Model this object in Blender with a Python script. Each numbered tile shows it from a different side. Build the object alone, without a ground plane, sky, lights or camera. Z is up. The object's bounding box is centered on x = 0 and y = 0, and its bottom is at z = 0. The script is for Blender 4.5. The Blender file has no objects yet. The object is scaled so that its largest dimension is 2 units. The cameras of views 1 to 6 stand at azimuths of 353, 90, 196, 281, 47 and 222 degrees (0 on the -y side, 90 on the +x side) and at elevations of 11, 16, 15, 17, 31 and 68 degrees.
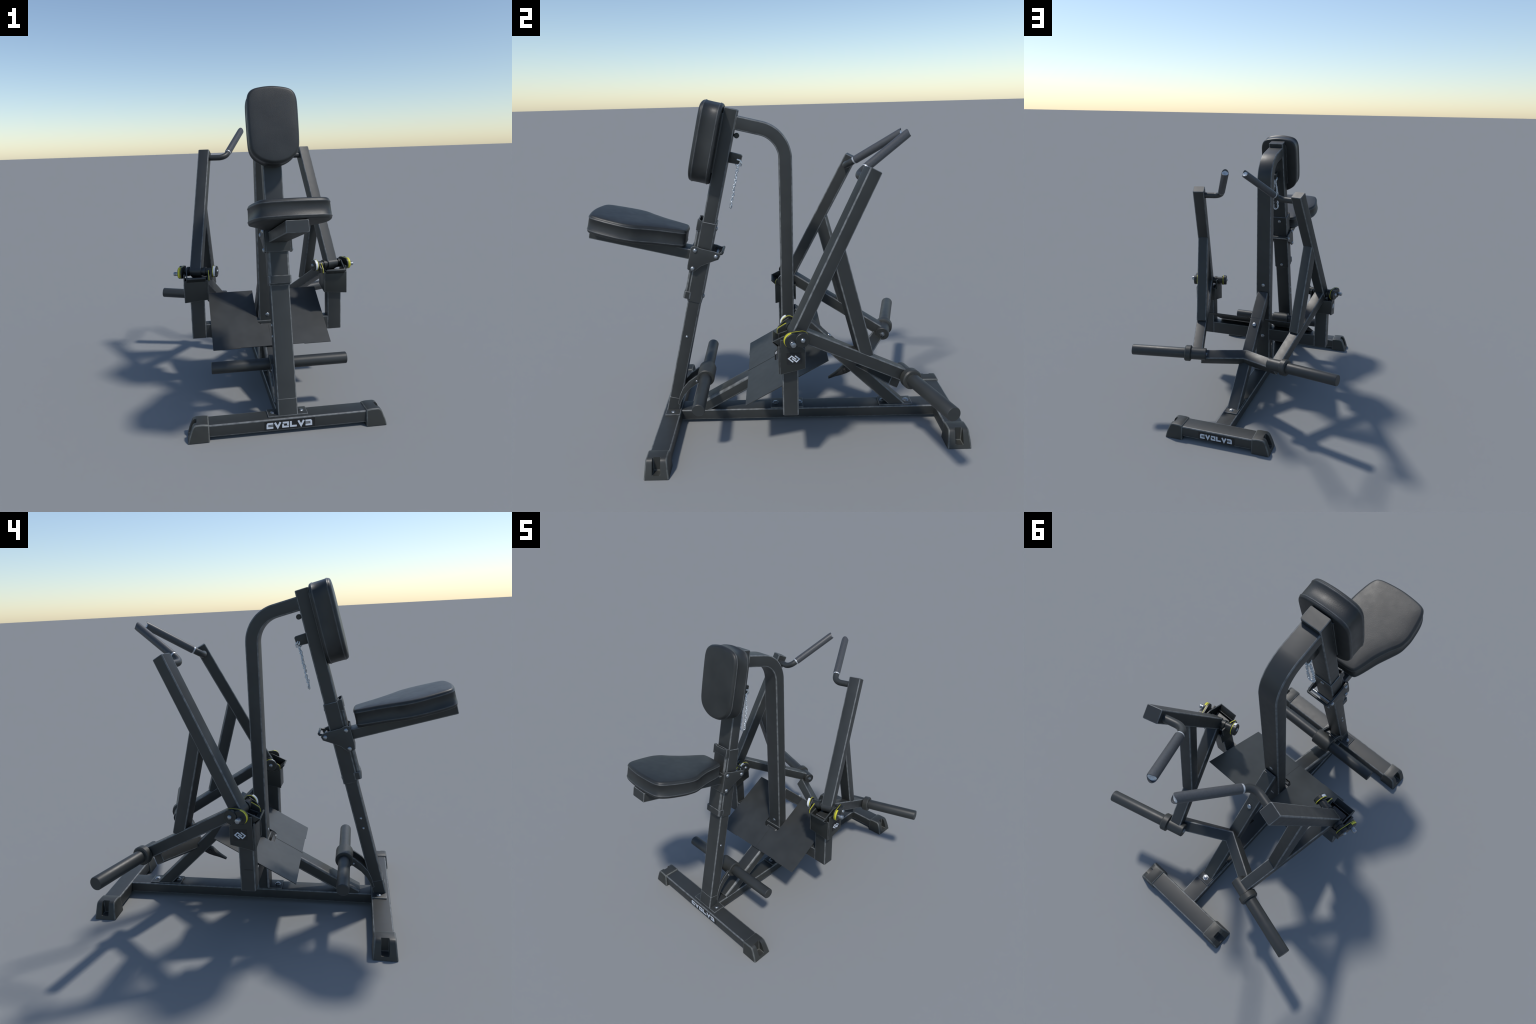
# Plate-loaded seated row machine: black powder-coated steel, vinyl pads.
import bpy, bmesh, math, random
from mathutils import Vector as V, Matrix

random.seed(7)

# ------------------------------------------------------------------ materials
def new_mat(name):
    m = bpy.data.materials.new(name); m.use_nodes = True
    nt = m.node_tree
    return m, nt, nt.nodes["Principled BSDF"]

def coat_material(name, col, rough, spec=0.5, grain=0.12, scale=9):
    """painted steel: faint mottling and fine orange-peel bump"""
    m, nt, b = new_mat(name); N = nt.nodes; L = nt.links
    tc = N.new("ShaderNodeTexCoord")
    n1 = N.new("ShaderNodeTexNoise"); n1.inputs["Scale"].default_value = scale; n1.inputs["Detail"].default_value = 5
    n2 = N.new("ShaderNodeTexNoise"); n2.inputs["Scale"].default_value = 420; n2.inputs["Detail"].default_value = 2
    n3 = N.new("ShaderNodeTexNoise"); n3.inputs["Scale"].default_value = 34; n3.inputs["Detail"].default_value = 4
    for n in (n1, n2, n3): L.new(tc.outputs["Object"], n.inputs["Vector"])
    ramp = N.new("ShaderNodeValToRGB")
    ramp.color_ramp.elements[0].position = 0.3; ramp.color_ramp.elements[1].position = 0.75
    ramp.color_ramp.elements[0].color = (*[c * (1 - grain) for c in col], 1)
    ramp.color_ramp.elements[1].color = (*[c * (1 + grain) for c in col], 1)
    L.new(n1.outputs["Fac"], ramp.inputs["Fac"])
    L.new(ramp.outputs["Color"], b.inputs["Base Color"])
    bump = N.new("ShaderNodeBump"); bump.inputs["Strength"].default_value = 0.08; bump.inputs["Distance"].default_value = 0.0006
    L.new(n2.outputs["Fac"], bump.inputs["Height"]); L.new(bump.outputs["Normal"], b.inputs["Normal"])
    rr = N.new("ShaderNodeMapRange"); rr.inputs["To Min"].default_value = rough - 0.06; rr.inputs["To Max"].default_value = rough + 0.08
    L.new(n3.outputs["Fac"], rr.inputs["Value"]); L.new(rr.outputs["Result"], b.inputs["Roughness"])
    b.inputs["Specular IOR Level"].default_value = spec
    return m

def vinyl_material():
    m, nt, b = new_mat("black_vinyl"); N = nt.nodes; L = nt.links
    tc = N.new("ShaderNodeTexCoord")
    n1 = N.new("ShaderNodeTexNoise"); n1.inputs["Scale"].default_value = 7; n1.inputs["Detail"].default_value = 6
    vo = N.new("ShaderNodeTexVoronoi"); vo.inputs["Scale"].default_value = 330
    for n in (n1, vo): L.new(tc.outputs["Object"], n.inputs["Vector"])
    ramp = N.new("ShaderNodeValToRGB")
    ramp.color_ramp.elements[0].position = 0.3; ramp.color_ramp.elements[1].position = 0.7
    ramp.color_ramp.elements[0].color = (0.016, 0.0175, 0.0175, 1)
    ramp.color_ramp.elements[1].color = (0.028, 0.0298, 0.029, 1)
    L.new(n1.outputs["Fac"], ramp.inputs["Fac"]); L.new(ramp.outputs["Color"], b.inputs["Base Color"])
    bump = N.new("ShaderNodeBump"); bump.inputs["Strength"].default_value = 0.25; bump.inputs["Distance"].default_value = 0.0008
    L.new(vo.outputs["Distance"], bump.inputs["Height"]); L.new(bump.outputs["Normal"], b.inputs["Normal"])
    n4 = N.new("ShaderNodeTexNoise"); n4.inputs["Scale"].default_value = 26; n4.inputs["Detail"].default_value = 6
    L.new(tc.outputs["Object"], n4.inputs["Vector"])
    rr = N.new("ShaderNodeMapRange"); rr.inputs["From Min"].default_value = 0.3; rr.inputs["From Max"].default_value = 0.7
    rr.inputs["To Min"].default_value = 0.44; rr.inputs["To Max"].default_value = 0.50
    L.new(n4.outputs["Fac"], rr.inputs["Value"]); L.new(rr.outputs["Result"], b.inputs["Roughness"])
    b.inputs["Specular IOR Level"].default_value = 0.5
    return m

def plain_material(name, col, rough, metal=0.0, var=0.15, scale=60, spec=0.5):
    m, nt, b = new_mat(name); N = nt.nodes; L = nt.links
    tc = N.new("ShaderNodeTexCoord")
    n1 = N.new("ShaderNodeTexNoise"); n1.inputs["Scale"].default_value = scale; n1.inputs["Detail"].default_value = 4
    L.new(tc.outputs["Object"], n1.inputs["Vector"])
    ramp = N.new("ShaderNodeValToRGB")
    ramp.color_ramp.elements[0].position = 0.3; ramp.color_ramp.elements[1].position = 0.7
    ramp.color_ramp.elements[0].color = (*[c * (1 - var) for c in col], 1)
    ramp.color_ramp.elements[1].color = (*[min(1, c * (1 + var)) for c in col], 1)
    L.new(n1.outputs["Fac"], ramp.inputs["Fac"]); L.new(ramp.outputs["Color"], b.inputs["Base Color"])
    b.inputs["Roughness"].default_value = rough; b.inputs["Metallic"].default_value = metal
    b.inputs["Specular IOR Level"].default_value = spec
    return m

PAINT = coat_material("black_powder_coat", (0.032, 0.0345, 0.034), 0.45)
PAINT_EDGE = coat_material("rubbed_coat_edge", (0.135, 0.142, 0.143), 0.42, grain=0.45, scale=38)
PLATE = coat_material("plate_powder_coat", (0.036, 0.0385, 0.038), 0.45, grain=0.2)
BLACK = coat_material("satin_black_steel", (0.020, 0.0225, 0.021), 0.42)
BLACK_EDGE = coat_material("rubbed_black_edge", (0.085, 0.090, 0.088), 0.42, grain=0.4, scale=38)
RUBBER = coat_material("black_rubber", (0.034, 0.0355, 0.0325), 0.47)
RUBBER_EDGE = coat_material("scuffed_rubber_edge", (0.10, 0.105, 0.10), 0.5, grain=0.4, scale=38)
EDGE = {PAINT: PAINT_EDGE, PLATE: PAINT_EDGE, BLACK: BLACK_EDGE, RUBBER: RUBBER_EDGE}
GRIP = plain_material("rubber_grip", (0.062, 0.065, 0.070), 0.45, var=0.1, scale=120)
VINYL = vinyl_material()
VINYL_EDGE = plain_material("vinyl_piping", (0.060, 0.063, 0.064), 0.45, var=0.3, scale=40)
EDGE[VINYL] = VINYL_EDGE
ALLOY = plain_material("brushed_alloy", (0.58, 0.60, 0.62), 0.42, metal=0.45, var=0.15)
STEEL = plain_material("zinc_steel", (0.36, 0.38, 0.40), 0.40, metal=1.0, var=0.2)
CHAIN = plain_material("chain_steel", (0.70, 0.74, 0.78), 0.30, metal=0.6, var=0.2)
WHITE = plain_material("white_bush", (0.72, 0.74, 0.76), 0.4, var=0.06)
YELLOW = plain_material("yellow_plastic", (0.62, 0.58, 0.03), 0.45, var=0.12)
LABEL = plain_material("label_black", (0.010, 0.0105, 0.011), 0.5, var=0.1)
PRINT_GREY = plain_material("print_grey", (0.20, 0.215, 0.23), 0.5, var=0.05)
PRINT = plain_material("print_white", (0.62, 0.66, 0.72), 0.5, var=0.05)

# ------------------------------------------------------------------ mesh helpers
ROOT = bpy.data.objects.new("row_machine", None)
bpy.context.scene.collection.objects.link(ROOT)
ROOT["label"] = "black plate-loaded seated row machine with vinyl pads and twin levers"
ROOT["category"] = "gym machine"

def link(me, name, mat, parent):
    ob = bpy.data.objects.new(name, me)
    bpy.context.scene.collection.objects.link(ob)
    ob.parent = parent or ROOT
    if mat and not me.materials:
        me.materials.append(mat)
        if mat in EDGE: me.materials.append(EDGE[mat])
    return ob

def finish(bm, name, mat, parent=None, smooth=35, side=1):
    """side=-1 mirrors the finished mesh through the machine's middle plane"""
    if side < 0:
        for v in bm.verts: v.co.x = -v.co.x
    bmesh.ops.remove_doubles(bm, verts=bm.verts, dist=1e-6)
    bmesh.ops.recalc_face_normals(bm, faces=bm.faces)
    me = bpy.data.meshes.new(name)
    bm.to_mesh(me); bm.free()
    ob = link(me, name, mat, parent)
    if smooth:
        me.polygons.foreach_set("use_smooth", [True] * len(me.polygons))
        me.set_sharp_from_angle(angle=math.radians(smooth))
    return ob

def rounded_rect(w, h, r, n=4):
    pts = []
    for cx, cy, a0 in ((w/2-r, h/2-r, 0), (-w/2+r, h/2-r, 90), (-w/2+r, -h/2+r, 180), (w/2-r, -h/2+r, 270)):
        for i in range(n + 1):
            a = math.radians(a0 + 90 * i / n)
            pts.append((cx + r * math.cos(a), cy + r * math.sin(a)))
    return pts

def circle(r, n=28):
    return [(r * math.cos(2*math.pi*i/n), r * math.sin(2*math.pi*i/n)) for i in range(n)]

def sweep_bm(path, uaxis, prof, chamfer=0.003, bm=None, mitre=True, corner=0):
    """sweep a closed 2D profile along a polyline; profile x runs along uaxis"""
    bm = bm or bmesh.new()
    path = [V(p) for p in path]; n = len(path); rings = []
    def ring(c, u, w, sc):
        return [bm.verts.new(c + u * (x * sc[0]) + w * (y * sc[1])) for x, y in prof]
    xs = max(p[0] for p in prof); ys = max(p[1] for p in prof)
    for i, c in enumerate(path):
        t0 = (path[i] - path[i-1]).normalized() if i else None
        t1 = (path[i+1] - path[i]).normalized() if i < n-1 else None
        t = ((t0 or t1) + (t1 or t0)).normalized()
        u = V(uaxis); u = (u - t * u.dot(t)).normalized(); w = t.cross(u)
        k = 1.0
        if t0 and t1 and mitre: k = 1 / max(0.3, t.dot(t1))
        # stretch in the bend direction at a mitre
        bend = (t1 - t0) if (t0 and t1) else V((0, 0, 0))
        ku = k if abs(bend.dot(u)) > abs(bend.dot(w)) and bend.length > 1e-5 else 1.0
        kw = k if abs(bend.dot(w)) >= abs(bend.dot(u)) and bend.length > 1e-5 else 1.0
        if i == 0 and chamfer:
            rings.append(ring(c, u, w, (1 - chamfer/xs, 1 - chamfer/ys)))
            rings.append(ring(c + t * chamfer, u, w, (1, 1)))
        elif i == n-1 and chamfer:
            rings.append(ring(c - t * chamfer, u, w, (1, 1)))
            rings.append(ring(c, u, w, (1 - chamfer/xs, 1 - chamfer/ys)))
        else:
            rings.append(ring(c, u, w, (ku, kw)))
    m = len(prof)
    for a, b in zip(rings, rings[1:]):
        for j in range(m):
            f = bm.faces.new((a[j], a[(j+1) % m], b[(j+1) % m], b[j]))
            if corner and (j % (corner + 1) < corner or (chamfer and (a is rings[0] or b is rings[-1]))):
                f.material_index = 1                       # rubbed corners and rims
    bm.faces.new(rings[0][::-1]); bm.faces.new(rings[-1])
    return bm

def tube(name, path, uaxis, w, h, mat=PAINT, parent=None, r=0.006, side=1, chamfer=0.003):
    return finish(sweep_bm(path, uaxis, rounded_rect(w, h, r), chamfer, corner=4), name, mat, parent, side=side)

def rod(name, path, r, mat=PAINT, parent=None, side=1, chamfer=0.002, n=28):
    p = [V(q) for q in path]; d = (p[-1] - p[0]).normalized()
    u = V((0, 0, 1)) if abs(d.z) < 0.8 else V((1, 0, 0))
    return finish(sweep_bm(p, u, circle(r, n), chamfer), name, mat, parent, side=side)

def lathe_bm(o, axis, prof, n=36, bm=None):
    """prof: list of (distance along axis, radius); closed with end discs"""
    bm = bm or bmesh.new(); o = V(o); ax = V(axis).normalized()
    u = ax.orthogonal().normalized(); w = ax.cross(u); rings = []
    for t, r in prof:
        rings.append([bm.verts.new(o + ax*t + (u*math.cos(2*math.pi*i/n) + w*math.sin(2*math.pi*i/n))*r) for i in range(n)])
    for a, b in zip(rings, rings[1:]):
        for j in range(n): bm.faces.new((a[j], a[(j+1) % n], b[(j+1) % n], b[j]))
    bm.faces.new(rings[0][::-1]); bm.faces.new(rings[-1])
    return bm

def lathe(name, o, axis, prof, mat=PAINT, parent=None, n=36, side=1):
    return finish(lathe_bm(o, axis, prof, n), name, mat, parent, side=side)

def disc(name, o, axis, t0, t1, r, mat, parent=None, side=1, b=0.002):
    return lathe(name, o, axis, [(t0, r-b), (t0+b, r), (t1-b, r), (t1, r-b)], mat, parent, side=side)

def prism_bm(poly, o, ux, uy, un, thick, bevel=0.0, seg=2):
    """extrude a polygon given in the (ux, uy) plane along un by thick"""
    bm = bmesh.new(); o, ux, uy, un = V(o), V(ux), V(uy), V(un)
    a = [bm.verts.new(o + ux*x + uy*y) for x, y in poly]
    b = [bm.verts.new(o + ux*x + uy*y + un*thick) for x, y in poly]
    n = len(poly)
    for i in range(n): bm.faces.new((a[i], a[(i+1) % n], b[(i+1) % n], b[i]))
    bm.faces.new(a[::-1]); bm.faces.new(b)
    bmesh.ops.recalc_face_normals(bm, faces=bm.faces)
    if bevel:
        es = [e for e in bm.edges if len(e.link_faces) == 2 and e.calc_face_angle(0) > 0.5]
        bmesh.ops.bevel(bm, geom=es, offset=bevel, segments=seg, affect='EDGES', profile=0.6, material=1)
    return bm

def prism(name, poly, o, ux, uy, un, thick, mat=PAINT, parent=None, bevel=0.0, side=1, smooth=35, seg=2):
    return finish(prism_bm(poly, o, ux, uy, un, thick, bevel, seg), name, mat, parent, smooth, side)

def box(name, lo, hi, mat=PAINT, parent=None, bevel=0.003, side=1):
    lo, hi = V(lo), V(hi)
    return prism(name, [(lo.x, lo.y), (hi.x, lo.y), (hi.x, hi.y), (lo.x, hi.y)], (0, 0, lo.z),
                 (1, 0, 0), (0, 1, 0), (0, 0, 1), hi.z - lo.z, mat, parent, bevel, side)

_bolt = {}
def bolt(name, o, axis, r=0.011, h=0.008, parent=None, mat=STEEL, hexa=False):
    """shared dome-head (or hex) bolt mesh, placed by matrix"""
    key = (r, h, hexa)
    if key not in _bolt:
        if hexa:
            bm = lathe_bm((0, 0, 0), (0, 0, 1), [(-0.002, r*1.45), (0.0012, r*1.45), (0.0013, r), (h-0.001, r), (h, r*0.85)], 6)
        else:
            bm = lathe_bm((0, 0, 0), (0, 0, 1), [(-0.002, r)] + [(h*math.sin(a), r*math.cos(a)) for a in [i*math.pi/2/6 for i in range(6)]] + [(h, r*0.12)], 20)
        bmesh.ops.recalc_face_normals(bm, faces=bm.faces)
        me = bpy.data.meshes.new(name); bm.to_mesh(me); bm.free()
        me.polygons.foreach_set("use_smooth", [True]*len(me.polygons)); me.set_sharp_from_angle(angle=math.radians(40))
        me.materials.append(mat); _bolt[key] = me
    ob = bpy.data.objects.new(name, _bolt[key]); bpy.context.scene.collection.objects.link(ob)
    ob.parent = parent or ROOT
    ob.matrix_local = Matrix.Translation(V(o)) @ V(axis).normalized().to_track_quat('Z', 'Y').to_matrix().to_4x4()
    return ob

X, Y, Z = V((1, 0, 0)), V((0, 1, 0)), V((0, 0, 1))

# ------------------------------------------------------------------ base
front_bar = tube("front_foot_bar", [(-0.43, -0.634, 0.051), (0.43, -0.634, 0.051)], Y, 0.104, 0.068, r=0.007)
rear_bar = tube("rear_foot_bar", [(-0.23, 0.934, 0.051), (0.23, 0.934, 0.051)], Y, 0.105, 0.068, r=0.007)
rail = tube("base_rail", [(0, -0.584, 0.051), (0, 0.883, 0.051)], X, 0.104, 0.063, r=0.006)

def foot_cap(yc, x0, side, parent):
    """moulded rubber boot: steep shoulders, slightly splayed base, slot through the outer end"""
    L = 0.115
    prof = [(0.0, 0.0), (L, 0.0), (L - 0.010, 0.036), (L - 0.024, 0.072)]
    for i in range(5):
        a = math.radians(15 + 75 * i / 4)
        prof.append((L - 0.055 + 0.026 * math.cos(a) + 0.004, 0.070 + 0.025 * math.sin(a)))
    prof += [(0.030, 0.095), (0.0, 0.091)]
    bm = prism_bm(prof, (x0, yc - 0.0635, 0), X, Z, Y, 0.127)
    for v in bm.verts:                                    # draft: narrower towards the top
        k = 1 - 0.15 * max(0, v.co.z) / 0.095
        v.co.y = yc + (v.co.y - yc) * k
    es = [e for e in bm.edges if e.calc_face_angle(0) > 0.6 and max(v.co.z for v in e.verts) > 0.001]
    bmesh.ops.bevel(bm, geom=es, offset=0.007, segments=3, affect='EDGES', profile=0.5, material=1)
    ob = finish(bm, "foot_cap", RUBBER, parent, 40, side)
    cut = prism_bm([(L - 0.051, 0.019), (L + 0.02, 0.019), (L + 0.02, 0.12), (L - 0.051, 0.12)], (x0, yc - 0.021, 0), X, Z, Y, 0.042, 0.004)
    c = finish(cut, "cutter", RUBBER, None, 0, side)
    md = ob.modifiers.new("slot", 'BOOLEAN'); md.object = c; md.solver = 'EXACT'
    dg = bpy.context.evaluated_depsgraph_get()
    me = bpy.data.meshes.new_from_object(ob.evaluated_get(dg))
    ob.modifiers.clear(); ob.data = me
    bpy.data.objects.remove(c)
    me.polygons.foreach_set("use_smooth", [True] * len(me.polygons)); me.set_sharp_from_angle(angle=math.radians(40))
    return ob
for s in (1, -1):
    foot_cap(-0.638, 0.422, s, front_bar)
    foot_cap(0.9345, 0.226, s, rear_bar)

# ---- lettering: bars and strokes, raised a hair on a dark label
def strokes(lines, w, o, ux, uy, un, thick, name, parent, mat=PRINT):
    """each polyline becomes a flat ribbon with mitred corners"""
    bm = bmesh.new(); o, ux, uy, un = V(o), V(ux), V(uy), V(un)
    for ln in lines:
        p = [V((a, b)) for a, b in ln]; left, right = [], []
        for i, q in enumerate(p):
            d0 = (p[i] - p[i-1]).normalized() if i else None
            d1 = (p[i+1] - p[i]).normalized() if i < len(p)-1 else None
            d = ((d0 or d1) + (d1 or d0)).normalized(); nn = V((-d.y, d.x))
            k = 1 / max(0.45, d.dot(d1 or d0))
            left.append(q + nn*w/2*k); right.append(q - nn*w/2*k)
        for a, b, c, d in zip(left, left[1:], right[1:], right):
            low = [bm.verts.new(o + ux*q.x + uy*q.y) for q in (a, b, c, d)]
            top = [bm.verts.new(o + ux*q.x + uy*q.y + un*thick) for q in (a, b, c, d)]
            bm.faces.new(top); bm.faces.new(low[::-1])
            for i in range(4): bm.faces.new((low[i], low[(i+1) % 4], top[(i+1) % 4], top[i]))
    return finish(bm, name, mat, parent, 0)

def word_mark(o, ux, un, width, height, parent):
    """six wide letters E V O L V and a mirrored E"""
    h = height; lw = h * 0.29; adv = width / 6; cw = adv * 0.86
    o = V(o); ux = V(ux); b, t, m = lw/2, h - lw/2, h/2
    box_o = o - ux*(width/2 + 0.010) - Z*0.009
    prism("label", [(0, 0), (width + 0.020, 0), (width + 0.020, h + 0.018), (0, h + 0.018)], box_o, ux, Z, un, 0.0012, LABEL, parent)
    def L(i, lines, w=lw):
        strokes(lines, w, o + ux*(-width/2 + i*adv) + V(un)*0.0012, ux, Z, un, 0.0012, "letter", parent)
    e = [[(cw, t), (lw*.9, t), (lw*.55, t - lw*.45), (lw*.5, b), (cw, b)]]
    L(0, e)
    L(1, [[(lw*.35, h), (cw*.5, b*0.9), (cw - lw*.35, h)]], lw*1.05)
    L(2, [[(lw*.3, t), (cw - lw*.5, t), (cw - lw*.5, m*0.75)], [(lw*.5, t - lw*0.9), (lw*.5, b), (cw, b)]])
    L(3, [[(lw*.5, h), (lw*.5, b), (cw, b)]])
    L(4, [[(lw*.35, h), (cw*.5, b*0.9), (cw - lw*.35, h)]], lw*1.05)
    L(5, [[(cw - x, y) for x, y in e[0]]])
    for i in (0, 5):    # thin grey middle bar of the E shapes
        s0 = (lw*1.3, cw) if i == 0 else (0, cw - lw*1.3)
        strokes([[(s0[0], m), (s0[1], m)]], lw*0.75, o + ux*(-width/2 + i*adv) + V(un)*0.0012, ux, Z, un, 0.001, "letter", parent, PRINT_GREY)
word_mark((0.004, -0.6858, 0.034), (1, 0, 0), (0, -1, 0), 0.252, 0.033, front_bar)
word_mark((0.0, 0.9863, 0.031), (-1, 0, 0), (0, 1, 0), 0.214, 0.031, rear_bar)

# ------------------------------------------------------------------ seat post (leaning back) and its frame
PD = V((0, 0.236, 0.972)).normalized()          # up along the post
PN = V((0, PD.z, -PD.y))                          # out of the post's rear face
P0 = V((0, -0.661, 0.091))                        # front face at the foot
def P(s, t, x=0.0): return P0 + PD*s + PN*t + X*x

seat_post = tube("seat_post", [P(-0.003, 0.0315), P(1.729, 0.0325)], X, 0.105, 0.070)
tube("post_boot", [P(-0.002, 0.0315), P(0.088, 0.0315)], X, 0.1075, 0.0728, parent=seat_post)
flange = box("foot_flange", (-0.108, -0.667, 0.085), (0.108, -0.583, 0.0925), parent=seat_post, bevel=0.003)
for s in (1, -1): bolt("flange_bolt", (s*0.077, -0.624, 0.0925), Z, 0.013, 0.006, seat_post)
bolt("post_bolt", P(0.477, 0.029, 0.0495), X, 0.0085, 0.008, seat_post)
for s in (0.477, 0.417): bolt("post_bolt", P(s, 0.029, -0.0495), -X, 0.0085, 0.008, seat_post)
bolt("post_bolt", P(0.650, 0.0, 0.002), -PN, 0.013, 0.003, seat_post, mat=PAINT_EDGE)  # low disc standing in for a curved scuff on the front face

# main upright: rises, then bends forward to meet the seat post at right angles
def upright_path():
    a = P(1.666, 0.066); d = PN
    k = (0.0425 - a.y) / d.y; corner = a + d*k
    R = 0.160; ang = math.acos(max(-1, min(1, -(d.z)))); turn = math.pi/2 - math.asin(-d.z)
    T = R * math.tan(turn/2)
    s = corner - d*T; cdir = V((0, d.z, -d.y)).normalized()          # towards the arc's centre
    c = s + cdir*R; pts = [a]
    n = 16
    for i in range(n + 1):
        q = turn * i / n
        pts.append(c - cdir*R*math.cos(q) + d*R*math.sin(q))
    pts.append(V((0, 0.0425, 0.085)))
    return pts
main_post = tube("main_post", upright_path(), X, 0.105, 0.069, r=0.0065)
box("post_flange", (-0.05, -0.064, 0.083), (0.05, 0.125, 0.0905), parent=main_post)
for y in (-0.036, 0.104): bolt("flange_bolt", (0, y, 0.0905), Z, 0.013, 0.009, main_post, hexa=True)
bolt("post_bolt", (0, 0.076, 0.745), Y, 0.014, 0.005, main_post)
bolt("post_bolt", (0.0, 0.009, 0.441), -Y, 0.013, 0.005, main_post)
rod("guide_rod", [(-0.062, 0.012, 0.10), (-0.062, 0.012, 0.31)], 0.008, STEEL, main_post)

# rear diagonal strut from rail to upright
DD = V((0, -0.717, 0.697)).normalized(); DN = V((0, DD.z, -DD.y))
dtop = V((0, 0.703, 0.098)); dc = dtop - DN*0.033
strut = tube("diagonal_strut", [dc - DD*0.045, dc + DD*0.86], X, 0.077, 0.067)
tube("strut_socket", [dc + DD*0.647, dc + DD*0.848], X, 0.081, 0.069, parent=strut)
box("strut_flange", (-0.045, 0.565, 0.083), (0.045, 0.758, 0.0905), parent=strut)
bolt("flange_bolt", (0, 0.727, 0.0905), Z, 0.013, 0.009, strut, hexa=True)
bolt("flange_bolt", (0, 0.592, 0.0905), Z, 0.013, 0.009, strut, hexa=True)
bolt("strut_bolt", V((0, 0.277, 0.515)) + DN*0.002, DN, 0.015, 0.006, strut)
# hooked rubber stop under the strut
hook = [(0.050, -0.014), (0.050, 0.010), (0.022, 0.021), (-0.004, 0.021), (-0.030, 0.011), (-0.062, 0.002), (-0.108, -0.005),
        (-0.062, -0.010), (-0.030, -0.017), (0.0, -0.021), (0.025, -0.020)]
ha = V((0, 0.895, 0.446)).normalized()
stop = prism("stop_hook", hook, V((-0.017, 0.366, 0.299)), ha, V((0, -ha.z, ha.y)), X, 0.034, LABEL, strut, 0.0025, seg=2)
for s in (1, -1): disc("hook_washer", (s*0.017, 0.366, 0.299), (s, 0, 0), -0.002, 0.004, 0.012, LABEL, stop)

# V-shaped bumper across the strut
bumper = bmesh.new()
tn = V((0, 0.88, -0.475)).normalized()
prof = rounded_rect(0.068, 0.068, 0.006)
bumper = finish(sweep_bm([V((-0.268, 0.595, 0.372)), V((0, 0.452, 0.343)), V((0.268, 0.595, 0.372))], tn, prof, 0.003, corner=4), "bumper_bar", PAINT)

# tube under the foot plate
ta = V((0, 0.866, 0.5)); tnn = V((0, -0.5, 0.866))
plate_tube = tube("plate_tube", [V((0, -0.195, 0.287)) - tnn*0.0355 - ta*0.375, V((0, -0.195, 0.287)) - tnn*0.0355 + ta*0.21], X, 0.100, 0.071, r=0.012)

# foot plate: one folded sheet, notched round the upright
pa = V((0, 0.422, 0.245)).normalized(); pn = V((0, -pa.z, pa.y)); po = V((0, -0.190, 0.302))
LN = 0.488; nt0 = 0.180
poly = [(-0.365, 0), (-0.20, 0), (-0.197, 0.004), (-0.003, 0.004), (0, 0.0), (0.003, 0.004), (0.197, 0.004), (0.20, 0), (0.365, 0), (0.365, LN), (0.068, LN), (0.068, nt0 + 0.02), (0.050, nt0), (-0.050, nt0), (-0.068, nt0 + 0.02), (-0.068, LN), (-0.365, LN)]
foot_plate = prism("foot_plate", poly, po - pn*0.004, X, pa, pn, 0.004, PLATE, None)
strokes([[(0, 0.004), (0, nt0)]], 0.004, po, X, pa, pn, 0.0012, "weld_seam", foot_plate, PLATE)

# U-shaped side frame carrying the two pivots
frame = bmesh.new()
u_frame = box("side_frame_beam", (-0.3985, 0.001, 0.316), (0.3985, 0.0755, 0.405), bevel=0.004)
bolt("frame_bolt", (0.0, 0.0755, 0.345), Y, 0.014, 0.005, u_frame)
for s in (1, -1):
    tube("frame_upright", [(s*0.441, 0.0385, 0.316), (s*0.441, 0.0385, 0.70)], X, 0.089, 0.077, parent=u_frame)

box("artefact_strip", (-0.4864, 0.010, 0.4355), (-0.4850, 0.052, 0.4378), LABEL, u_frame, 0)  # thin dark strip copying a mesh artefact; the upright has no gap here
# ------------------------------------------------------------------ plates and pivots, both sides
YAW = math.radians(16.0)
AX = V((math.cos(YAW), math.sin(YAW), 0)); AF = V((-math.sin(YAW), math.cos(YAW), 0)); PV = V((0.4245, 0.0625, 0.74))
def A(a, f, z): return PV + AX*a + AF*f + Z*(z - 0.74)

def logo(s, parent):
    """two interlocking hooked strokes"""
    k = 0.000080
    def cv(p): return [(x*k, y*k) for x, y in p]
    h1 = [(125, -30), (-135, 180), (-315, 20), (-50, -205)]
    h2 = [(-120, 30), (140, -185), (315, -5), (60, 200)]
    cx = V((s*0.5215, 0.055, 0.640))
    ux = V((0, s, 0))
    prism("label", [(-0.034, -0.028), (0.034, -0.024), (0.034, 0.029), (-0.034, 0.029)], cx - V((s*0.0005, 0, 0)), ux, Z, (s, 0, 0), 0.0015, LABEL, parent)
    strokes([cv(h1)], 0.0055, cx + V((s*0.001, 0, 0)), ux, Z, (s, 0, 0), 0.0012, "emblem", parent)
    strokes([cv(h2)], 0.0055, cx + V((s*0.001, 0, 0)), ux, Z, (s, 0, 0), 0.0012, "emblem", parent)

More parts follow.
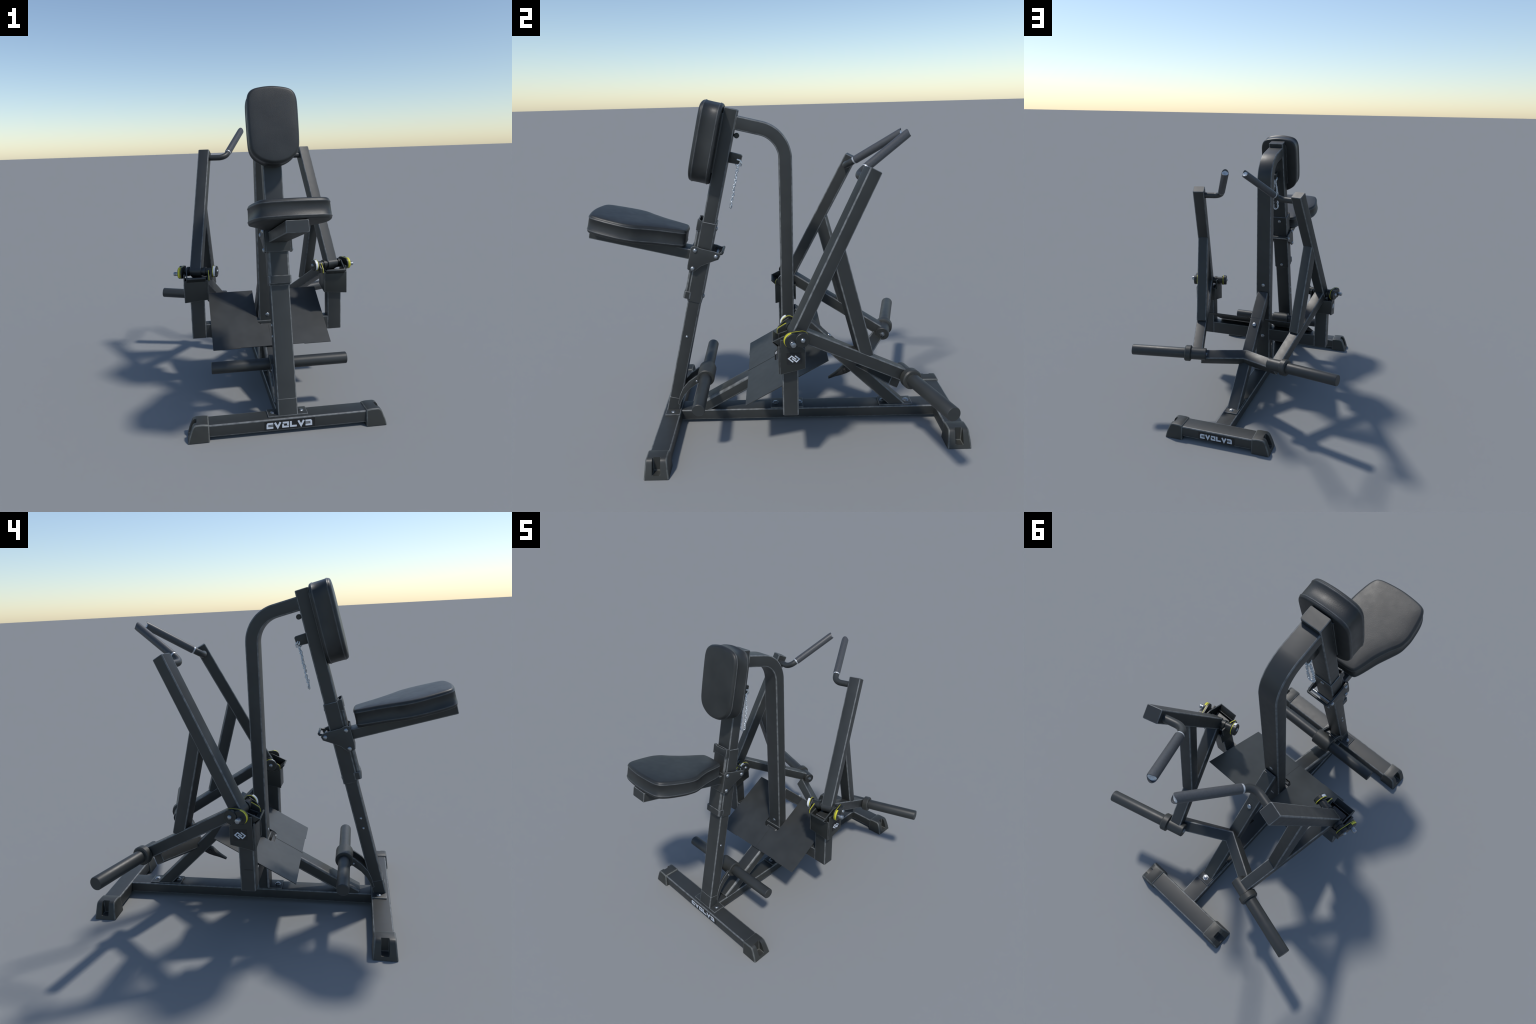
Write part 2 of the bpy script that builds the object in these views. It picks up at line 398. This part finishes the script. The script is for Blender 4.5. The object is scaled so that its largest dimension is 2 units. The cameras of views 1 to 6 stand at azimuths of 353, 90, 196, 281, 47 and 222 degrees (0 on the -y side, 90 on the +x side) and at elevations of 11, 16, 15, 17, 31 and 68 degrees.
def lever_side(s):
    # --- fixed housing: folded box, open on top and behind
    house = prism("pivot_housing", [(-0.010, 0.558), (0.108, 0.588), (0.108, 0.685), (0.055, 0.735), (-0.006, 0.735)],
                  (0.512, 0, 0), Y, Z, X, 0.009, BLACK, None, 0.002, s)
    prism("housing_wall", [(-0.022, 0.572), (0.108, 0.600), (0.108, 0.685), (0.050, 0.725), (-0.022, 0.700)], (0.368, 0, 0), Y, Z, X, 0.008, BLACK, house, 0.002, s)
    prism("housing_wall", [(0.369, 0.572), (0.519, 0.559), (0.519, 0.700), (0.369, 0.700)], (0, -0.010, 0), X, Z, -Y, 0.008, BLACK, house, 0.0025, s)
    prism("housing_wall", [(0.372, 0.592), (0.515, 0.592), (0.515, 0.692), (0.372, 0.692)], (0, 0.101, 0), X, Z, Y, 0.006, BLACK, house, 0.002, s)
    box("housing_block", (0.3745, -0.0115, 0.594), (0.5135, 0.1005, 0.668), BLACK, house, 0.001, s)
    # cradle: sloped lip with two ears that catch the lever
    prism("cradle_lip", [(-0.020, 0.690), (-0.046, 0.716), (-0.042, 0.724), (-0.012, 0.700)], (0.384, 0, 0), Y, Z, X, 0.120, BLACK, house, 0.002, s)
    prism("cradle_ear", [(-0.046, 0.719), (-0.012, 0.688), (0.075, 0.700), (0.075, 0.765), (0.045, 0.764)], (0.497, 0, 0), Y, Z, X, 0.007, BLACK, house, 0.002, s)
    prism("cradle_ear", [(-0.017, 0.690), (-0.020, 0.700), (-0.019, 0.719), (-0.013, 0.728), (0.020, 0.749), (0.032, 0.753), (0.090, 0.751), (0.090, 0.680)], (0.3605, 0, 0), Y, Z, X, 0.0085, BLACK, house, 0.002, s)
    prism("edge_trim", [(-0.0210, 0.698), (-0.0208, 0.7195), (-0.0145, 0.7295), (0.019, 0.7508), (0.031, 0.7548), (0.031, 0.7520), (0.020, 0.7480), (-0.0125, 0.7275), (-0.0185, 0.7185), (-0.0190, 0.698)], (0.3622, 0, 0), Y, Z, X, 0.0032, YELLOW, house, 0, s)
    logo(s, house)

    # --- moving lever
    def T(name, pts, w, h, parent=None, **k):
        return finish(sweep_bm([A(*p) for p in pts], AX, rounded_rect(w, h, 0.006), 0.003, corner=4), name, PAINT, parent, side=s)
    AC = 0.0155
    lever = T("lever_arm", [(AC, 0.001, 0.732), (AC, 0.3815, 1.484)], 0.073, 0.066)
    T("load_arm", [(AC, 0.0, 0.740), (AC, 0.600, 0.410)], 0.069, 0.064, lever)
    T("brace", [(AC, 0.2045, 1.117), (AC, 0.365, 0.560)], 0.067, 0.071, lever)
    # pivot hub: axle, rounded lever foot, washers
    o = A(0, 0, 0.74)
    disc("lever_foot", o, AX, AC - 0.0360, AC + 0.0360, 0.0315, PAINT, lever, s, 0.003)
    lathe("pivot_hub", o, AX, [(-0.098, 0.023), (-0.050, 0.023), (-0.049, 0.029), (-0.034, 0.029), (-0.033, 0.024), (0.058, 0.024), (0.059, 0.030), (0.072, 0.030), (0.074, 0.024), (0.092, 0.024)], BLACK, lever, side=s)
    def stadium(name, fc, r, a0, a1, mat):
        n = 16
        pts = [(r*math.sin(math.pi*i/n), 0.001 + r*math.cos(math.pi*i/n)) for i in range(n+1)]
        pts += [(fc - r*math.sin(math.pi*i/n), 0.001 - r*math.cos(math.pi*i/n)) for i in range(n+1)]
        prism(name, pts, A(a0, 0, 0.74), AF, Z, AX, a1 - a0, mat, lever, 0, s)
    def arc(name, fc, r, q0, q1, a0, a1, mat):
        n = 18; k = [math.radians(q0 + (q1-q0)*i/n) for i in range(n+1)]
        pts = [(fc + r*math.cos(q), r*math.sin(q)) for q in k] + [(fc + (r-0.004)*math.cos(q), (r-0.004)*math.sin(q)) for q in k[::-1]]
        prism(name, pts, A(a0, 0, 0.741), AF, Z, AX, a1 - a0, mat, lever, 0, s)
    # outer end: two overlapping discs on one link plate
    stadium("link_plate", -0.048, 0.0362, 0.088, 0.096, BLACK)
    stadium("edge_trim", -0.048, 0.0370, 0.096, 0.0985, YELLOW)
    stadium("link_plate", -0.048, 0.0364, 0.0985, 0.101, BLACK)
    disc("pivot_disc", A(0, -0.048, 0.741), AX, 0.101, 0.1155, 0.0362, BLACK, lever, s, 0.003)
    arc("edge_trim", -0.048, 0.0370, 95, 225, 0.1015, 0.1115, YELLOW)
    disc("pivot_disc", o, AX, 0.101, 0.121, 0.0358, BLACK, lever, s, 0.002)
    # inner end: disc with a white worn bush showing at the front
    disc("pivot_disc", o, AX, -0.122, -0.094, 0.0355, BLACK, lever, s, 0.003)
    arc("bush_rim", 0, 0.0362, 105, 245, -0.1145, -0.1005, WHITE)
    disc("disc_ring", o, AX, -0.1002, -0.0965, 0.0366, YELLOW, lever, s, 0.0006)
    prism("disc_link", [(-0.056, -0.036), (-0.03, -0.050), (0.0, -0.036), (0.0, 0.030), (-0.036, 0.010), (-0.056, -0.012)], A(-0.094, 0, 0.74), AF, Z, AX, 0.008, BLACK, lever, 0.002, s)
    def m(v): return V((v.x*s, v.y, v.z))
    bolt("pivot_bolt", m(A(0.121, 0, 0.741)), m(AX), 0.012, 0.010, lever)
    bolt("pivot_bolt", m(A(-0.122, 0, 0.741)), -m(AX), 0.012, 0.008, lever)
    lathe("stop_pin", A(0.115, -0.052, 0.735), AX, [(0, 0.0125), (0.018, 0.0125), (0.020, 0.011), (0.021, 0.0125), (0.030, 0.012), (0.032, 0.009)], STEEL, lever, side=s)

    # weight peg: hub, collar and long sleeve
    pd = (A(0.447, 0.592, 0.436) - A(-0.04, 0.598, 0.4115)).normalized(); pb = A(-0.042, 0.598, 0.4115)
    peg = lathe("weight_peg", pb, pd, [(0.090, 0.035), (0.484, 0.035), (0.488, 0.033)], PAINT, lever, side=s)
    lathe("peg_hub", pb, pd, [(0.0, 0.037), (0.003, 0.0395), (0.11, 0.0395)], PAINT, peg, side=s)
    lathe("peg_collar", pb, pd, [(0.096, 0.042), (0.102, 0.0525), (0.132, 0.0525), (0.139, 0.047), (0.141, 0.036)], RUBBER, peg, side=s)
    bolt("peg_bolt", m(pb), -m(pd), 0.011, 0.009, peg, hexa=True)

    # handle: short stub, elbow, long grip
    p0, p1, p2 = A(-0.012, 0.362, 1.441), A(-0.126, 0.366, 1.441), A(-0.188, 0.669, 1.625)
    d0 = (p1 - p0).normalized(); d1_ = (p2 - p1).normalized(); R = 0.055
    turn = d0.angle(d1_); Tn = R*math.tan(turn/2)
    a = p1 - d0*Tn; nrm = (d1_ - d0*d1_.dot(d0)).normalized(); c = a + nrm*R
    arc = [c - nrm*R*math.cos(turn*i/12) + d0*R*math.sin(turn*i/12) for i in range(13)]
    e0 = arc[-1]
    stub = finish(sweep_bm([p0] + arc + [e0 + d1_*0.02], Z, circle(0.0190, 24), 0), "handle_stub", PAINT, lever, side=s)
    lathe("grip_ring", e0 + d1_*0.012, d1_, [(0, 0.0195), (0.001, 0.0200), (0.011, 0.0200), (0.012, 0.0195)], ALLOY, stub, side=s)
    g0 = e0 + d1_*0.020; gl = (p2 - g0).length
    # grip sleeve with a saddle-cut end over a bright plug
    bm = bmesh.new(); nn = 32; u = d1_.cross(AX).normalized(); w = d1_.cross(u)
    rows = []
    for j, (t, r) in enumerate([(0, 0.0195), (0.002, 0.0222), (gl - 0.014, 0.0222), (gl, 0.0212), (gl, 0.0185), (gl - 0.016, 0.0182)]):
        row = []
        for i in range(nn):
            q = 2*math.pi*i/nn; tt = t
            if j in (3, 4): tt = t + 0.0055*math.cos(2*q) - 0.003
            row.append(bm.verts.new(g0 + d1_*tt + (u*math.cos(q) + w*math.sin(q))*r))
        rows.append(row)
    for ra, rb in zip(rows, rows[1:]):
        for i in range(nn): bm.faces.new((ra[i], ra[(i+1) % nn], rb[(i+1) % nn], rb[i]))
    bm.faces.new(rows[0][::-1]); bm.faces.new(rows[-1])
    finish(bm, "grip", GRIP, stub, 40, s)
    lathe("grip_plug", g0, d1_, [(gl - 0.024, 0.0188), (gl - 0.0085, 0.0193), (gl - 0.0055, 0.012), (gl - 0.0085, 0.002)], ALLOY, stub, side=s)
for s in (1, -1): lever_side(s)

# ------------------------------------------------------------------ storage peg behind the seat post
sp = V((0, -0.430, 0.291))
store = lathe("storage_peg", sp - X*0.388, X, [(0, 0.0305), (0.003, 0.0333), (0.773, 0.0333), (0.776, 0.0305)], PAINT)
lathe("peg_sleeve", sp - X*0.062, X, [(0, 0.045), (0.004, 0.050), (0.120, 0.050), (0.124, 0.045)], RUBBER, store)
for s in (1, -1):
    up = [(-0.600, 0.130), (-0.585, 0.185), (-0.565, 0.228), (-0.530, 0.270), (-0.487, 0.302), (-0.445, 0.318)]
    lo = [(-0.445, 0.262), (-0.477, 0.258), (-0.525, 0.223), (-0.556, 0.187), (-0.576, 0.150), (-0.590, 0.120)]
    fork = prism("peg_fork", up + lo, (s*0.056, 0, 0), Y, Z, (-s, 0, 0), 0.014, PAINT, store, 0.003)
    bolt("fork_bolt", (s*0.0562, -0.482, 0.272), (s, 0, 0), 0.007, 0.004, store)

# ------------------------------------------------------------------ cushions
def cushion(name, half, O, U, W, N, thick, r_top, r_bot, crown, parent=None, base=None):
    """half: right-hand outline (x, v) from back middle to front middle; mirrored, splined, lofted"""
    def outline(half):
        pts = [(x, v) for x, v in half] + [(-x, v) for x, v in half[::-1] if x > 1e-6]
        n = len(pts); out = []
        for i in range(n):                                         # closed Catmull-Rom
            a, b, c, d = (V(pts[(i+k) % n]) for k in (-1, 0, 1, 2))
            for j in range(6):
                t = j/6
                out.append(0.5*((2*b) + (c-a)*t + (2*a-5*b+4*c-d)*t*t + (3*b-a-3*c+d)*t**3))
        return out
    top, low = outline(half), outline(base or half)
    m = len(top); cen = V((0, sum(p.y for p in top)/m)); nor = []
    for i in range(m):
        tg = (top[(i+1) % m] - top[i-1]).normalized(); nv = V((tg.y, -tg.x))
        if nv.dot(top[i]-cen) < 0: nv = -nv
        nor.append(nv)
    bm = bmesh.new(); O, U, W, N = V(O), V(U), V(W), V(N)
    rows = []; trim = set()
    def row(off, h, sc=1.0, cr=0.0):
        rr = []; k = min(1.0, max(0.0, -h/(thick*0.75)))           # side walls blend from base to rim outline
        for p, q, nv in zip(top, low, nor):
            c = p.lerp(q, k) - nv*off; c = cen + (c - cen)*sc
            rr.append(bm.verts.new(O + U*c.x + W*c.y + N*(h + cr)))
        rows.append(rr)
    def piping(h):                                                 # raised welt round the wall
        row(0.0, h - 0.003); trim.update(range(len(rows)-1, len(rows)+2))
        row(-0.0022, h - 0.0012); row(-0.0022, h + 0.0012); row(0.0, h + 0.003)
    for sc in (0.35, 0.7): row(r_bot, -thick, sc)
    k = 4
    for i in range(k+1):
        a = math.pi/2*i/k; row(r_bot*(1-math.sin(a)), -thick + r_bot*(1-math.cos(a)))
    piping(-thick + r_bot + 0.006)
    row(0.0005, -thick*0.5)
    piping(-r_top - 0.003)
    k = 6
    for i in range(k+1):
        a = math.pi/2*i/k; row(r_top*(1-math.cos(a)), -r_top*(1-math.sin(a)))
    for sc, cr in ((0.93, 0.35), (0.8, 0.7), (0.6, 0.92), (0.35, 1.0), (0.12, 1.0)): row(r_top, 0, sc, crown*cr)
    for ri, (a, b) in enumerate(zip(rows, rows[1:])):
        for i in range(m):
            f = bm.faces.new((a[i], a[(i+1) % m], b[(i+1) % m], b[i]))
            if ri in trim: f.material_index = 1
    bm.faces.new(rows[0][::-1]); bm.faces.new(rows[-1])
    return finish(bm, name, VINYL, parent, 60)

SW, SN = -PN, PD                                                  # seat forward, seat up
SO = V((0, -0.483, 1.153))
seat_half = [(0.0, -0.007), (0.035, -0.006), (0.068, 0.000), (0.083, 0.017), (0.097, 0.060), (0.118, 0.130), (0.149, 0.197), (0.178, 0.246), (0.188, 0.290),
             (0.186, 0.335), (0.173, 0.410), (0.159, 0.458), (0.136, 0.481), (0.085, 0.492), (0.0, 0.498)]
seat_base = [(0.0, -0.007), (0.035, -0.007), (0.072, -0.002), (0.088, 0.016), (0.106, 0.060), (0.131, 0.130), (0.162, 0.197), (0.183, 0.246), (0.190, 0.290),
             (0.191, 0.335), (0.181, 0.410), (0.164, 0.458), (0.140, 0.482), (0.085, 0.494), (0.0, 0.500)]
seat_bar = tube("seat_bar", [SO - SN*0.122 + SW*0.496, SO - SN*0.124 - SW*0.05], X, 0.104, 0.056, r=0.005)
seat = cushion("seat_cushion", seat_half, SO + SN*0.004 - X*0.002, X, SW, SN, 0.094, 0.013, 0.009, 0.005, base=seat_base)

pad_half = [(0.0, -0.011), (0.045, -0.005), (0.085, 0.014), (0.114, 0.041), (0.129, 0.077), (0.133, 0.13), (0.134, 0.20), (0.134, 0.29), (0.131, 0.336), (0.119, 0.368), (0.094, 0.387), (0.050, 0.397), (0.0, 0.401)]
pad = cushion("chest_pad", pad_half, P(1.343, -0.115, 0.003), X, PD, -PN, 0.109, 0.016, 0.008, 0.003)
box_pts = [(-0.06, 1.40), (0.06, 1.40), (0.06, 1.70), (-0.06, 1.70)]
prism("pad_backing", box_pts, P0 + PN*-0.010, X, PD, PN, 0.012, BLACK, pad, 0.002)

# ------------------------------------------------------------------ sliding seat carriage
sleeve = tube("slider_sleeve", [P(0.690, 0.0325), P(1.141, 0.0325)], X, 0.117, 0.080)
fr = [(-0.056, 0.0), (0.056, 0.0), (0.056, -0.018), (0.044, -0.030), (-0.044, -0.030), (-0.056, -0.018)]
tube("guide_channel", [P(0.715, -0.012), P(1.118, -0.012)], X, 0.110, 0.028, parent=sleeve, r=0.010)
tube("guide_lip", [P(0.702, -0.010), P(0.745, -0.010)], X, 0.124, 0.042, parent=sleeve, r=0.010)
# flared upper mouth of the channel
prism("guide_mouth", [(-0.056, 1.10), (0.056, 1.10), (0.060, 1.135), (0.058, 1.146), (0.046, 1.150), (0.030, 1.142), (-0.030, 1.142), (-0.046, 1.150), (-0.058, 1.146), (-0.060, 1.135)],
      P0 + PN*-0.022, X, PD, -PN, 0.007, PAINT, sleeve, 0.002)
for s in (1, -1):
    prism("guide_cheek", [(1.09, -0.028), (1.09, -0.004), (1.143, -0.004), (1.149, -0.018), (1.146, -0.028)], P0 + X*(s*0.060), PD, PN, (-s, 0, 0), 0.007, PAINT, sleeve, 0.0015)
bolt("sleeve_bolt", P(1.105, 0.075), PN, 0.012, 0.005, sleeve)
bolt("sleeve_bolt", P(0.715, 0.075), PN, 0.012, 0.005, sleeve)

pl = [(0.996, -0.036), (1.006, -0.024), (1.006, -0.006), (1.001, 0.012), (0.999, 0.090), (0.994, 0.116), (0.980, 0.124), (0.960, 0.118), (0.931, 0.071), (0.905, 0.033), (0.885, 0.018),
      (0.869, 0.002), (0.868, -0.022), (0.874, -0.034), (0.895, -0.037)]
bracket = prism("seat_bracket", pl, P0 + X*0.066, PD, PN, X, 0.010, PAINT, None, 0.002)
prism("bracket_cheek", pl, P0 - X*0.066, PD, PN, -X, 0.010, PAINT, bracket, 0.002)
prism("bracket_front", [(-0.068, 0.872), (0.068, 0.872), (0.068, 0.993), (-0.068, 0.993)], P0 - PN*0.029, X, PD, -PN, 0.007, PAINT, bracket, 0.002)
for s in (1, -1):
    for a, t in ((0.984, -0.012), (0.974, 0.102), (0.884, -0.007)):
        bolt("bracket_bolt", P(a, t, s*0.076), (s, 0, 0), 0.0125, 0.009, bracket)
rod("roller_rod", [P(0.974, 0.102, -0.07), P(0.974, 0.102, 0.07)], 0.008, STEEL, bracket)
rod("release_rod", [P(0.978, 0.088, -0.066), P(0.993, 0.128, -0.066), P(0.998, 0.131, -0.06), P(0.998, 0.131, 0.06), P(0.993, 0.128, 0.066), P(0.978, 0.088, 0.066)], 0.0065, BLACK, bracket, n=16)

# ------------------------------------------------------------------ pin, chain bracket and chain
eye = disc("hitch_knob", P(1.604, 0.083, 0.0), X, -0.016, 0.016, 0.0135, BLACK, seat_post)
rod("knob_stem", [P(1.604, 0.066), P(1.604, 0.080)], 0.007, BLACK, eye)
cb = prism("chain_bracket", [(1.462, 0.068), (1.518, 0.068), (1.516, 0.126), (1.510, 0.133), (1.476, 0.131), (1.464, 0.118)], P0 + X*-0.011, PD, PN, X, 0.022, BLACK, seat_post, 0.003)
def ring_bm(R, r, stretch=1.0, n=20, k=8):
    bm = bmesh.new(); rows = []
    for i in range(n):
        q = 2*math.pi*i/n; c = V((R*math.cos(q), R*math.sin(q)*stretch, 0)); e = V((math.cos(q), math.sin(q), 0))
        rows.append([bm.verts.new(c + e*r*math.cos(2*math.pi*j/k) + Z*r*math.sin(2*math.pi*j/k)) for j in range(k)])
    for i in range(n):
        a, b = rows[i], rows[(i+1) % n]
        for j in range(k): bm.faces.new((a[j], a[(j+1) % k], b[(j+1) % k], b[j]))
    bmesh.ops.recalc_face_normals(bm, faces=bm.faces)
    return bm
def mesh_of(bm, name, mat):
    me = bpy.data.meshes.new(name); bm.to_mesh(me); bm.free(); me.materials.append(mat)
    me.polygons.foreach_set("use_smooth", [True]*len(me.polygons)); return me
lm = mesh_of(ring_bm(0.0050, 0.0028, 1.6), "chain_link", CHAIN)
chain_top, chain_bot = V((0.004, -0.199, 1.487)), V((0.009, -0.248, 1.262))
down = (chain_bot - chain_top)
path = []
for i in range(200):                                               # a narrow hanging loop
    q = i/199
    if q < 0.45: d = q/0.45*0.92; x = -0.002 - 0.014*min(1, d*2.2)
    elif q > 0.55: d = (1-q)/0.45*0.92; x = 0.004 + 0.016*min(1, d*2.2)
    else:
        a = (q-0.45)/0.1*math.pi; d = 0.92 + 0.08*math.sin(a); x = -0.016 + 0.018*(1-math.cos(a))
    path.append(chain_top + down*d + X*(x - 0.002) + Y*0.0015*math.sin(q*40))
acc = 0.0; step = 0.0128; prev = path[0]; k = 0; pos = []
for p0_, p1_ in zip(path, path[1:]):
    L_ = (p1_ - p0_).length
    while acc + L_ >= k*step:
        t = (k*step - acc)/L_ if L_ > 0 else 0
        pos.append((p0_.lerp(p1_, t), (p1_ - p0_).normalized())); k += 1
    acc += L_
for i, (c, d) in enumerate(pos):
    ob = bpy.data.objects.new("chain_link", lm); bpy.context.scene.collection.objects.link(ob); ob.parent = cb
    q = d.to_track_quat('Y', 'Z').to_matrix().to_4x4()
    ob.matrix_local = Matrix.Translation(c) @ q @ Matrix.Rotation(math.radians(90*(i % 2) + random.uniform(-18, 18)), 4, 'Y')
sm = mesh_of(ring_bm(0.011, 0.0034, 1.15), "shackle", CHAIN)
for c, rx, rz, sc in ((V((0.0, -0.192, 1.497)), 70, 20, 1.0), (V((0.004, -0.203, 1.490)), 60, 95, 0.9), (V((-0.006, -0.197, 1.500)), 100, 50, 0.8)):
    ob = bpy.data.objects.new("shackle", sm); bpy.context.scene.collection.objects.link(ob); ob.parent = cb
    ob.matrix_local = Matrix.Translation(c) @ Matrix.Rotation(math.radians(rz), 4, 'Z') @ Matrix.Rotation(math.radians(rx), 4, 'X') @ Matrix.Scale(sc, 4)
rod("hitch_pin", [V((0, -0.236, 1.510)), V((0, -0.190, 1.497))], 0.0085, CHAIN, cb)

clip = [V((0.013, -0.205, 1.512)), V((0.013, -0.188, 1.506)), V((0.012, -0.182, 1.490)), V((0.004, -0.186, 1.478)), V((-0.008, -0.188, 1.480)), V((-0.013, -0.184, 1.494)), V((-0.013, -0.196, 1.510))]
rod("spring_clip", clip, 0.0042, CHAIN, cb, n=12, chamfer=0.001)
